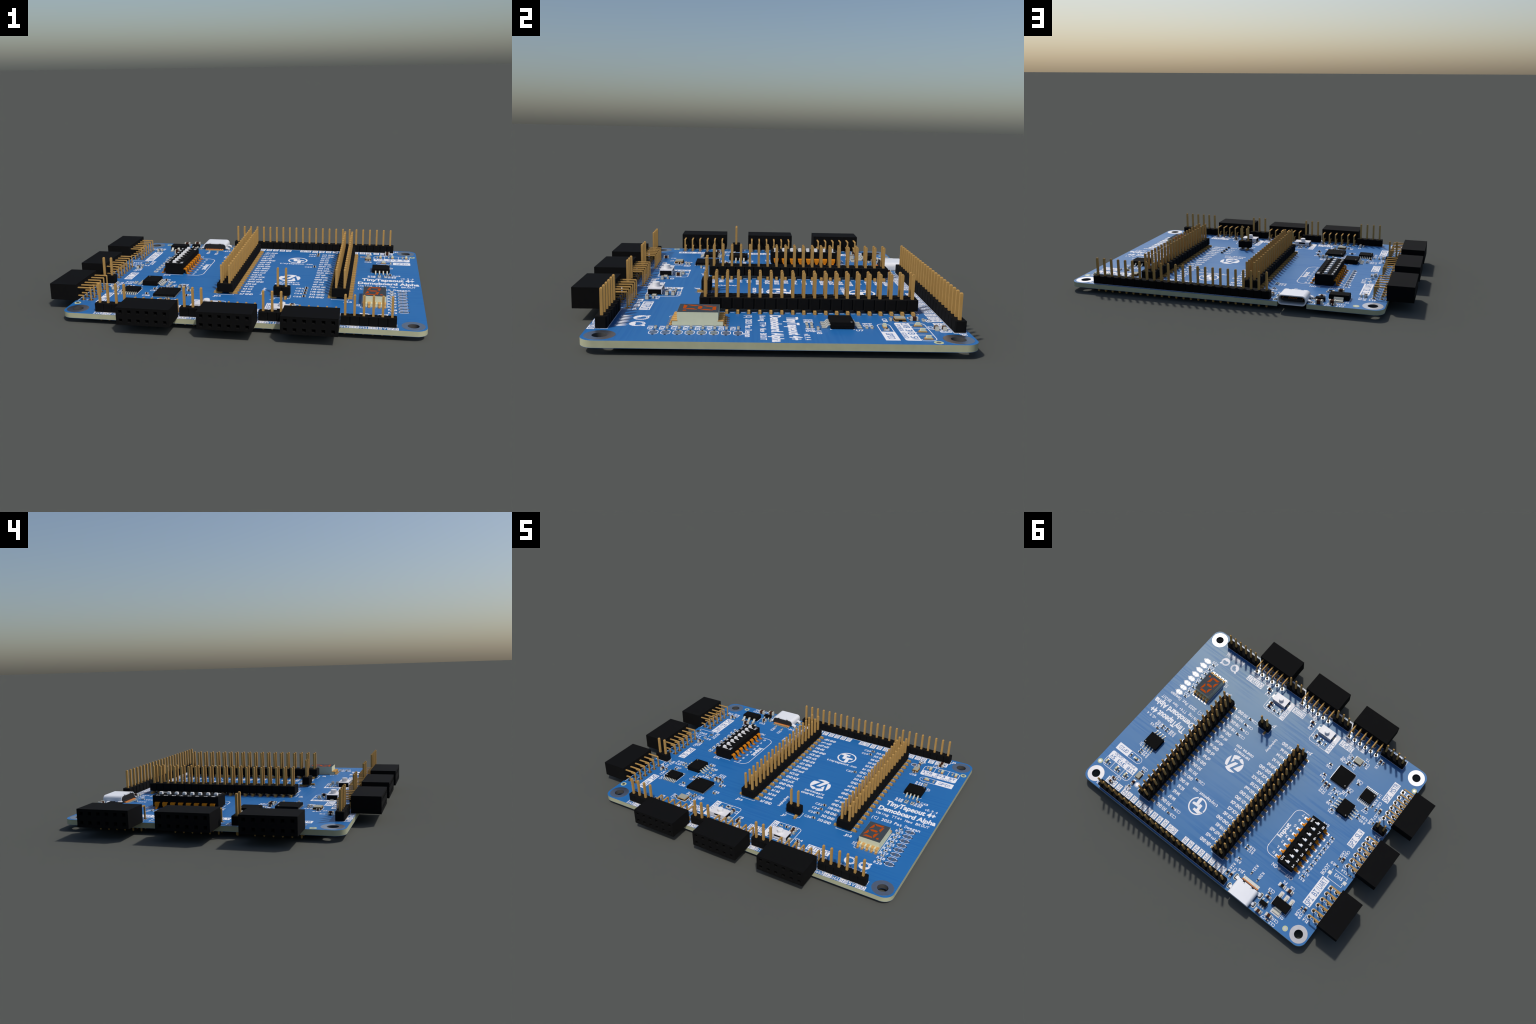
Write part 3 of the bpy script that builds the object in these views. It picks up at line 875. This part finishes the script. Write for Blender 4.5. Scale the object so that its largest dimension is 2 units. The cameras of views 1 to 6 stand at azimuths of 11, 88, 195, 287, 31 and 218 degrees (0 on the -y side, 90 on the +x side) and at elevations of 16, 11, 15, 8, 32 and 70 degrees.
def letter(b, text, cx, cy, h, w=None, rot=0, mat=None, z=SZ, bold=0.012, align='c', fixed=False):
    """capital height h, total width w (or natural), centred on (cx, cy); rot in degrees"""
    vs, fs = fixed_width(text, bold) if fixed else glyphs(text, bold)
    x0, x1 = min(v[0] for v in vs), max(v[0] for v in vs)
    k = h / CAP
    kx = (w / (x1 - x0)) if w else k * 1.05
    a = math.radians(rot)
    c, s = math.cos(a), math.sin(a)
    xo = (x0 + x1) / 2 if align == 'c' else x0
    def tr(v, zz):
        x, y = (v[0] - xo) * kx, v[1] * k - h / 2
        return (cx + c * x - s * y, cy + s * x + c * y, zz)
    top = [tr(v, z) for v in vs]
    b.add(top, fs, mat or M_SILK)
    # give the ink its thickness: walls along the outline of the glyphs
    cnt = {}
    for f in fs:
        for i, j in zip(f, f[1:] + f[:1]):
            cnt[(min(i, j), max(i, j))] = cnt.get((min(i, j), max(i, j)), 0) + 1
    low = [tr(v, -0.005) for v in vs]
    m = len(vs)
    b.add(top + low, [[i, j, m + j, m + i] for (i, j), q in cnt.items() if q == 1], mat or M_SILK)

PLZ, INZ = 0.022, 0.036      # white plates, and blue reversed letters on them
def plate(pts):
    silk.prism(pts, -0.01, PLZ, M_SILK)
def label_plate(x0, y0, x1, y1, text, h, w, rot=0):
    plate([(x0, y0), (x1, y0), (x1, y1), (x0, y1)])
    letter(inv, text, (x0 + x1) / 2, (y0 + y1) / 2, h, w, rot, M_MASK, INZ, bold=0.0, fixed=True)

inv = Builder()      # reversed lettering
des = Builder()      # part designators
lab = Builder()      # pin names
ttl = Builder()      # title block

# title block
letter(ttl, "TinyTapeout 4+", 46.0, 6.72, 2.45, 16.9, bold=0.035)
letter(ttl, "Demoboard Alpha", 46.1, 2.98, 2.30, 19.5, bold=0.035)
letter(ttl, "Using TT4+ New BKOUT", 45.6, 0.05, 1.30, 17.9, bold=0.012, fixed=True)
letter(ttl, "(C) 2023 Pat Deegan", 44.65, -3.05, 1.40, 16.3, bold=0.014, fixed=True)
letter(ttl, "v0.9.4", 52.2, 9.10, 1.2, 4.2, fixed=True)
letter(ttl, "zerotoasic", 13.75, 0.3, 1.30, 7.4, bold=0.025, fixed=True)
letter(ttl, "course.com", 13.75, -1.5, 1.30, 8.2, bold=0.025, fixed=True)
letter(ttl, "tinytapeout.com", 13.75, 22.05, 1.25, 11.9, bold=0.022, fixed=True)
letter(ttl, "keykeykey", 7.05, -9.7, 0.95, 6.6, 90, bold=0.015)
letter(ttl, "Input", -17.4, 13.65, 1.75, 6.3, -90, bold=0.035)
letter(ttl, "BOOT", -38.15, 15.95, 1.4, 4.4, -90)
letter(ttl, "ON", -22.83, 26.25, 1.3, 2.2)
letter(ttl, "OFF", -29.55, 26.35, 1.3, 3.0)
stroke([(-25.0, 26.2), (-27.8, 26.15)], 0.16)
silk.prism([(-24.0, 26.2), (-25.2, 25.6), (-25.2, 26.8)], -0.01, SZ, M_SILK)
for k, y in enumerate(DIPY):
    letter(ttl, str(7 - k), -19.6, y - 0.35, 1.05, 0.85, fixed=True)

# pin names beside the two long headers, front to back
left_names = ["in7 GND", "in5 in6", "in3 in4", "in1 in2", "pRS in0", "GND GND", "uCK pCK", "GND hCK", "hCS hSI", "hSO mo0",
              "3V3 GND", "cD1 GPIO", "GND cD0", "cCK cCS", "xCK xRS", "GND GND", "1V8 cRS", "m37 m35", "c++ m33", "cEN GND"]
right_names = ["3V3 GND", "3V3 GND", "1V8 GND", "1V8 GND", "GND ot0", "ot1 ot2", "ot3 ot4", "GND ot6", "ot5 GND", "ot7 bi0",
               "GND GND", "3V3 GND", "3V3 1V8", "GND 1V8", "bi1 GND", "bi2 bi3", "bi4 bi5", "bi6 bi7", "3V3 GND", "3V3 GND"]
def natural(text):
    vs, _ = glyphs(text, 0.02)
    return max(v[0] for v in vs) - min(v[0] for v in vs)
ref = natural("3V3 GND")
for k in range(20):
    y = -13.33 + k * PITCH
    for t, x in ((left_names[k], 0.35), (right_names[k], 22.0)):
        letter(lab, t, x, y, 1.25, 4.6 * natural(t) / ref, bold=0.032, align='l')

# boxed pin names along the back header, reading from front to back
back_names = [("GND", 46.87), ("5V", 44.38), ("3V3", 41.85), ("GND", 38.95), ("UCK", 36.7), ("SCK", 34.15), ("SB", 31.5), ("GND", 29.05), ("m0", 26.55),
              ("SDO", 24.0), ("m00", 21.45), ("CRST", 18.9), ("m37", 16.3), ("GND", 14.2), ("m35", 8.72), ("CEN", 6.25), ("m33", 3.65),
              ("GND", 1.15), ("P29", -1.4), ("3V3", -3.95), ("GND", -6.5), ("5V", -9.05)]
for t, x in back_names:
    top = 36.7 if (t == "GND" and 38 < x < 40) else 37.55 if len(t) > 3 else 37.9
    label_plate(x - 1.0, top, x + 1.0, 40.42, t, 1.2, (40.42 - top) * 0.86, 90)

# alternating names along the front edge
def front_strip(x0, names, first_plain):
    for k, t in enumerate(names):
        xa = x0 + k * PITCH
        xb = xa + PITCH * (1.18 if k == len(names) - 1 and len(names) > 3 else 1.0)
        if (k % 2 == 0) == first_plain:
            letter(lab, t, (xa + xb) / 2, -36.2, 1.25, (xb - xa) * 0.86, fixed=True)
        else:
            label_plate(xa, -36.98, xb, -35.36, t, 1.2, (xb - xa) * 0.86)
    stroke([(x0 - 0.05, -36.98), (x0 - 0.05, -35.36), (x0 + PITCH * len(names), -35.36)], 0.16)
front_strip(32.92, ["ot3", "ot2", "ot1", "ot0", "5V", "GND"], True)
front_strip(10.08, ["bi2", "bi1", "bi0"], False)
front_strip(-12.95, ["CLK", "RST", "bi3"], False)
front_strip(-38.2, ["in3", "in2", "in1", "in0"], True)
# names behind the angled sockets
for x0, st in ((front_sockets[0], "ot"), (front_sockets[1], "bi"), (front_sockets[2], "in")):
    for k in range(4):
        cx = x0 + 5 * PITCH + 0.65 - k * 2.62
        if k % 2 == 0:
            letter(lab, st + str(k), cx, -29.62, 1.1, 2.1)
        else:
            label_plate(cx - 1.3, -30.3, cx + 1.3, -28.98, st + str(k), 1.0, 2.1)

# big reversed labels
label_plate(25.45, -28.66, 33.05, -26.12, "OUTPUT", 2.0, 7.1)
label_plate(4.42, -28.62, 9.85, -26.08, "BIDIR", 2.0, 4.9)
label_plate(-18.93, -28.72, -13.07, -26.18, "INPUT", 2.0, 5.3)
label_plate(-41.98, 18.54, -38.82, 30.55, "SPI BI/UART", 2.2, 11.4, -90)
label_plate(-41.52, -3.85, -38.82, 3.78, "SPI SLV", 2.0, 7.1, -90)
label_plate(-41.69, -27.12, -39.03, -18.12, "SPI MSTR", 2.0, 8.4, -90)
for x0, t, w in ((-10.33, "CLOCK", 4.6), (12.15, "RESET", 4.6)):
    plate([(x0, -29.2), (x0, -20.62), (x0 - 1.97, -20.55), (x0 - 1.97, -29.15)])
    letter(inv, t, x0 - 0.98, -23.2, 1.35, w, 90, M_MASK, INZ, bold=0.0, fixed=True)
    pads_x = x0 + 8.0
    stroke([(x0, -20.72), (x0 + 7.0, -20.72)] + arc(x0 + 7.0, -21.72, 1.0, 90, 0, 5) + [(x0 + 8.0, -27.9)] +
           arc(x0 + 7.0, -28.2, 1.0, 0, -90, 5) + [(x0, -29.2)], 0.17)
# lamp boxes
plate([(47.88, 25.05), (53.85, 25.05), (53.85, 28.05), (47.88, 28.05)])
letter(inv, "GPIO", 50.9, 26.52, 1.45, 4.1, 0, M_MASK, INZ, bold=0.0, fixed=True)
stroke([(47.9, 25.12), (43.5, 25.12)] + arc(43.5, 26.52, 1.4, 270, 90, 12) + [(47.9, 27.92)], 0.17)
plate(arc(41.7, 29.85, 0.7, 180, 270, 6) + arc(53.1, 29.85, 0.7, 270, 360, 6) + [(53.8, 32.4), (41.0, 32.4)])
letter(inv, "1V8 3V3 5V", 47.3, 31.35, 1.45, 11.8, 0, M_MASK, INZ, bold=0.012, fixed=True)
letter(inv, "POWER GOOD", 47.35, 29.72, 0.95, 9.9, 0, M_MASK, INZ, bold=0.0, fixed=True)
stroke([(41.05, 32.4), (41.05, 34.3)] + arc(42.55, 34.3, 1.5, 180, 90, 6) + arc(52.3, 34.3, 1.5, 90, 0, 6) + [(53.8, 32.4)], 0.17)
for x in (44.97, 49.88):
    stroke([(x, 32.4), (x, 35.75)], 0.17)
# unpopulated switch outline
stroke([(-41.0, 13.92), (-40.28, 13.92)], 0.17)
stroke([(-40.28, 15.0), (-40.28, 13.92), (-46.55, 13.92), (-46.55, 15.0)], 0.17)
stroke([(-40.28, 16.9), (-40.28, 17.95), (-46.5, 17.95), (-46.5, 16.9)], 0.17)
silk.disc(-46.0, 16.9, 0.2, -0.01, SZ, M_SILK, 12)
letter(des, "SW3", -43.65, 15.4, 1.3, 3.3)
# jumper outlines, test pad ring, header pin marks
for x, y in jumpers:
    stroke(arc(x - 0.45, y, 0.95, 90, 270, 10) + arc(x + 0.45, y, 0.95, -90, 90, 10), 0.15, True)
silk.annulus(37.14, 34.12, 0.92, 1.06, -0.01, SZ, M_SILK)
for (cx, cy, hx, hy) in ((43.65, 17.05, 3.1, 2.6), (-30.33, -6.78, 2.6, 3.1), (-22.37, -16.32, 3.6, 3.6), (-34.25, -15.86, 2.6, 2.3)):
    for sx in (-1, 1):
        for sy in (-1, 1):
            stroke([(cx + sx * (hx - 0.35), cy + sy * hy), (cx + sx * hx, cy + sy * hy), (cx + sx * hx, cy + sy * (hy - 0.35))], 0.12)
stroke([(-31.75, -18.1), (-31.75, -13.4)], 0.13)
stroke([(-36.8, -18.9), (-36.8, -13.4)], 0.13)
stroke([(-30.25, 34.3), (-30.25, 37.9), (-30.6, 37.9)], 0.13); stroke([(-37.0, 34.3), (-37.0, 37.9), (-36.4, 37.9)], 0.13)
stroke([(-26.6, 38.8), (-26.6, 40.9)], 0.13); stroke([(-29.7, 38.9), (-29.7, 40.1)], 0.13)
stroke([(-21.45, -23.7), (-21.45, -26.7), (-25.05, -26.7)], 0.13); stroke([(-25.05, -26.7), (-25.05, -23.2)], 0.13)
silk.disc(-16.35, 35.6, 0.18, -0.01, SZ, M_SILK, 10)
stroke([(52.1 - 4.0, 40.6), (48.35, 40.6), (48.35, 41.5)], 0.13)

# designators: text, x, y, rotation
marks = [("C22", 18.37, -5.45, 0), ("C24", 18.37, -7.98, 0), ("C18", 18.37, -10.5, 0), ("C26", 18.45, -13.46, 0), ("C20", 18.45, 18.53, 0),
    ("C19", 18.36, 32.58, 0), ("C23", 18.38, 35.05, 0), ("R48", 40.65, 9.62, 0), ("R28", 40.65, 10.66, 0), ("R49", 47.5, 10.6, 0), ("R45", 47.35, 9.62, 0), ("C43", 48.85, 11.85, 0), ("R43", 43.0, 22.5, 0), ("R44", 43.0, 23.6, 0),
    ("C28", 39.05, 27.6, 0), ("C27", 44.7, 36.6, 0), ("R31", 39.2, 37.5, 0), ("R16", -11.0, 35.85, 90), ("C3", -12.54, 36.45, 90), ("J15", -14.65, 35.4, 0),
    ("R30", -11.3, 33.15, 0), ("R21", -18.05, 31.3, 90), ("R20", -21.37, 32.1, 90), ("F1", -29.7, 28.85, 0), ("C6", -33.0, 28.95, 0), ("C13", -27.63, 34.1, 0),
    ("C7", -30.95, 43.2, 0), ("C10", -35.1, 41.7, 0), ("C12", -34.9, 43.3, 0), ("U2", -36.5, 39.3, 90), ("C58", -39.74, 34.5, 90), ("C59", -41.13, 34.75, 90),
    ("J14", -43.72, 35.1, 0), ("C60", -39.89, 7.5, 90), ("C61", -41.13, 6.6, 90), ("R9", -39.0, 12.53, 0), ("R14", -44.2, 12.6, 0), ("SW4", -28.4, 2.4, 0),
    ("C5", -29.95, -27.75, 90), ("C30", -19.37, -24.88, 90), ("C40", -18.5, -22.8, 0), ("C36", -18.3, -21.8, 0), ("R37", -23.35, -22.3, 90), ("C29", -27.05, -25.6, 90), ("Y1", -25.75, -27.75, 0),
    ("C35", -15.6, -16.6, 0), ("C34", -16.1, -11.95, 0), ("C32", -20.05, -7.4, 90), ("C33", -18.6, -7.6, 90), ("C41", -22.44, -8.5, 90), ("R39", -24.38, -10.5, 0),
    ("R38", -24.42, -4.75, 0), ("C31", -26.65, -2.55, 0), ("C39", -27.48, -14.05, 0), ("C38", -28.5, -18.9, 0), ("C27", -36.6, -10.4, 0), ("R33", -37.77, -15.85, 90),
    ("C56", -39.5, -15.9, 90), ("C57", -41.05, -11.35, 90), ("R36", -40.62, -8.6, 90), ("R35", -38.25, -8.15, 0), ("R40", -38.25, -6.6, 0), ("U4", -37.85, -18.75, 90),
    ("U5", -30.2, -3.2, 0), ("JP2", -42.95, -10.95, 90), ("C9", 0.3, -28.85, 0), ("C8", -0.15, -24.8, 0), ("C2", -2.95, -23.2, 90), ("R7", -6.55, -21.1, 0),
    ("C14", 21.75, -25.85, 0), ("R8", 13.85, -23.55, 0), ("C11", 17.9, -20.95, 0), ("C1", 15.45, -21.05, 0), ("U1", 37.2, -18.6, 90), ("U7", 47.2, 20.75, 90),
    ("J16", -6.3, -16.2, 0), ("J18", 34.0, -16.2, 0), ("J7", 11.2, -16.7, 0), ("J5", 49.2, 42.5, 0), ("R17", -12.6, 27.7, 0), ("R18", -12.6, 26.4, 0), ("J12", -46.2, -5.3, 0)]
for t, x, y, r in marks:
    letter(des, t, x, y, 1.05, 0.84 * len(t), r, fixed=True)
letter(des, "U6", -26.55, -11.5, 1.7, 2.3, 0)
for k, (x, y) in enumerate(jumpers):
    letter(des, "R%d" % (22 + k), 47.15, y - 1.12, 1.1, 2.55, fixed=True)
for t, y in zip(["R1", "R2", "R3", "R4", "R5", "R6", "R10", "R11"], DIPY):
    letter(des, t, -33.45, y + 1.22, 1.05, 0.85 * len(t), fixed=True)

# ---------------------------------------------------------------- printed emblems
def rim(cx, cy, r, a0, a1, n=14):
    return arc(cx, cy, r, a0, a1, n)
emb = Builder()
zx, zy, zr = 13.63, 4.93, 3.6
def at(pts, c=(zx, zy), r=zr):
    return [(c[0] + r * u, c[1] + r * v) for u, v in pts]
def fill(pts):
    emb.prism(pts, -0.01, SZ, M_SILK)
# round emblem: disc cut by a zig-zag band into five pieces
fill(rim(zx, zy, zr, -36, 37.5) + at([(0.51, 0.61)]))
fill(rim(zx, zy, zr, -49.5, -96) + at([(-0.01, -0.64), (0.20, -0.52), (0.40, -0.43), (0.22, -0.32), (0.43, 0.07)]))
fill(at([(0.52, 0.69), (0.04, -0.24), (-0.08, -0.22), (-0.13, -0.28), (-0.33, -0.27), (0.11, 0.70)]) + rim(zx, zy, zr, 130, 54))
fill(at([(-0.01, -0.60)]) + rim(zx, zy, zr, -108, -147) + at([(-0.66, -0.49), (-0.30, -0.54), (-0.29, -0.64)]))
fill(at([(-0.24, 0.50), (-0.76, -0.46)]) + rim(zx, zy, zr, 211.7, 151))
# ring emblem with two stepped letters T
tx, ty, tr = 13.78, 26.43, 3.52
for a0, a1 in ((-58, 163), (169, 292)):
    fill(rim(tx, ty, tr, a0, a1, 28) + rim(tx, ty, tr * 0.86, a1, a0, 28))
fill(at([(0.65, -0.16), (0.33, -0.20), (0.40, -0.80), (0.02, -0.87), (-0.02, -0.15), (-0.13, -0.36), (-0.42, -0.32), (-0.44, 0.30),
         (-0.85, 0.34), (-0.60, 0.66), (0.18, 0.59), (0.16, 0.33), (-0.12, 0.34), (-0.11, 0.07), (0.66, 0.10)], (tx, ty), 3.52))
# a pair of toothed round marks with a pointed tip, and the scribble under them
for cx, cy, tip, fillang in ((44.3, -27.05, 48, -85), (39.55, -26.95, 132, -140)):
    n = 44
    outer = []
    for i in range(n):
        a = 360 / n * i
        r = 1.72 + (0.10 if i % 2 else -0.06)
        d = abs((a - tip + 180) % 360 - 180)
        if d < 14: r += (14 - d) / 14 * 0.95
        outer.append((cx + r * math.cos(math.radians(a)), cy + r * math.sin(math.radians(a))))
    inner = []
    for i in range(n):
        a = 360 / n * i
        d = abs((a - fillang + 180) % 360 - 180)
        r = 1.12 - (0.85 * math.cos(math.radians(d * 1.2)) if d < 75 else 0) + 0.02
        inner.append((cx + r * math.cos(math.radians(a)), cy + r * math.sin(math.radians(a))))
    emb.ring(outer, inner, -0.01, SZ, M_SILK)
    inv.line(arc(cx, cy, 1.42, fillang + 80, fillang + 285, 18), 0.10, 0.0, INZ, M_MASK)
for k in range(18):
    x = 46.2 - 0.47 * k
    h = (1.05, 0.75, 1.2, 0.9, 0.6)[k % 5]
    emb.line([(x, -30.5 - h), (x - 0.30, -30.4 + h), (x - 0.40, -30.5 - h * 0.7)], 0.24, -0.01, SZ, M_SILK)

# marks on the slide-switch lid
dm = Builder()
for k, y in enumerate(DIPY):
    letter(dm, str(8 - k), -28.72, y, 1.15, 0.8, 180, M_KNOB, 3.832, fixed=True)
letter(dm, "ON", -23.85, 22.95, 0.85, 1.8, -90, M_KNOB, 3.832)
letter(dm, "WE", -23.85, 5.25, 0.85, 1.7, -90, M_KNOB, 3.832)
for v in range(len(dm.v)):
    x, y, z = dm.v[v]
    if z < 3.7:
        dm.v[v] = (x, y, 3.815)
dm.obj("switch_numbers", dip)

silk_o = settle(silk).obj("silkscreen_lines", board)
silk_o["kind"] = "stuff"
for bb, nm in ((inv, "reversed_lettering"), (des, "part_designators"), (lab, "pin_names"), (ttl, "title_lettering"), (emb, "printed_emblems")):
    o = settle(bb).obj(nm, board)
    o["kind"] = "stuff"

for o in bpy.data.objects:
    if "_w" in o:
        del o["_w"]
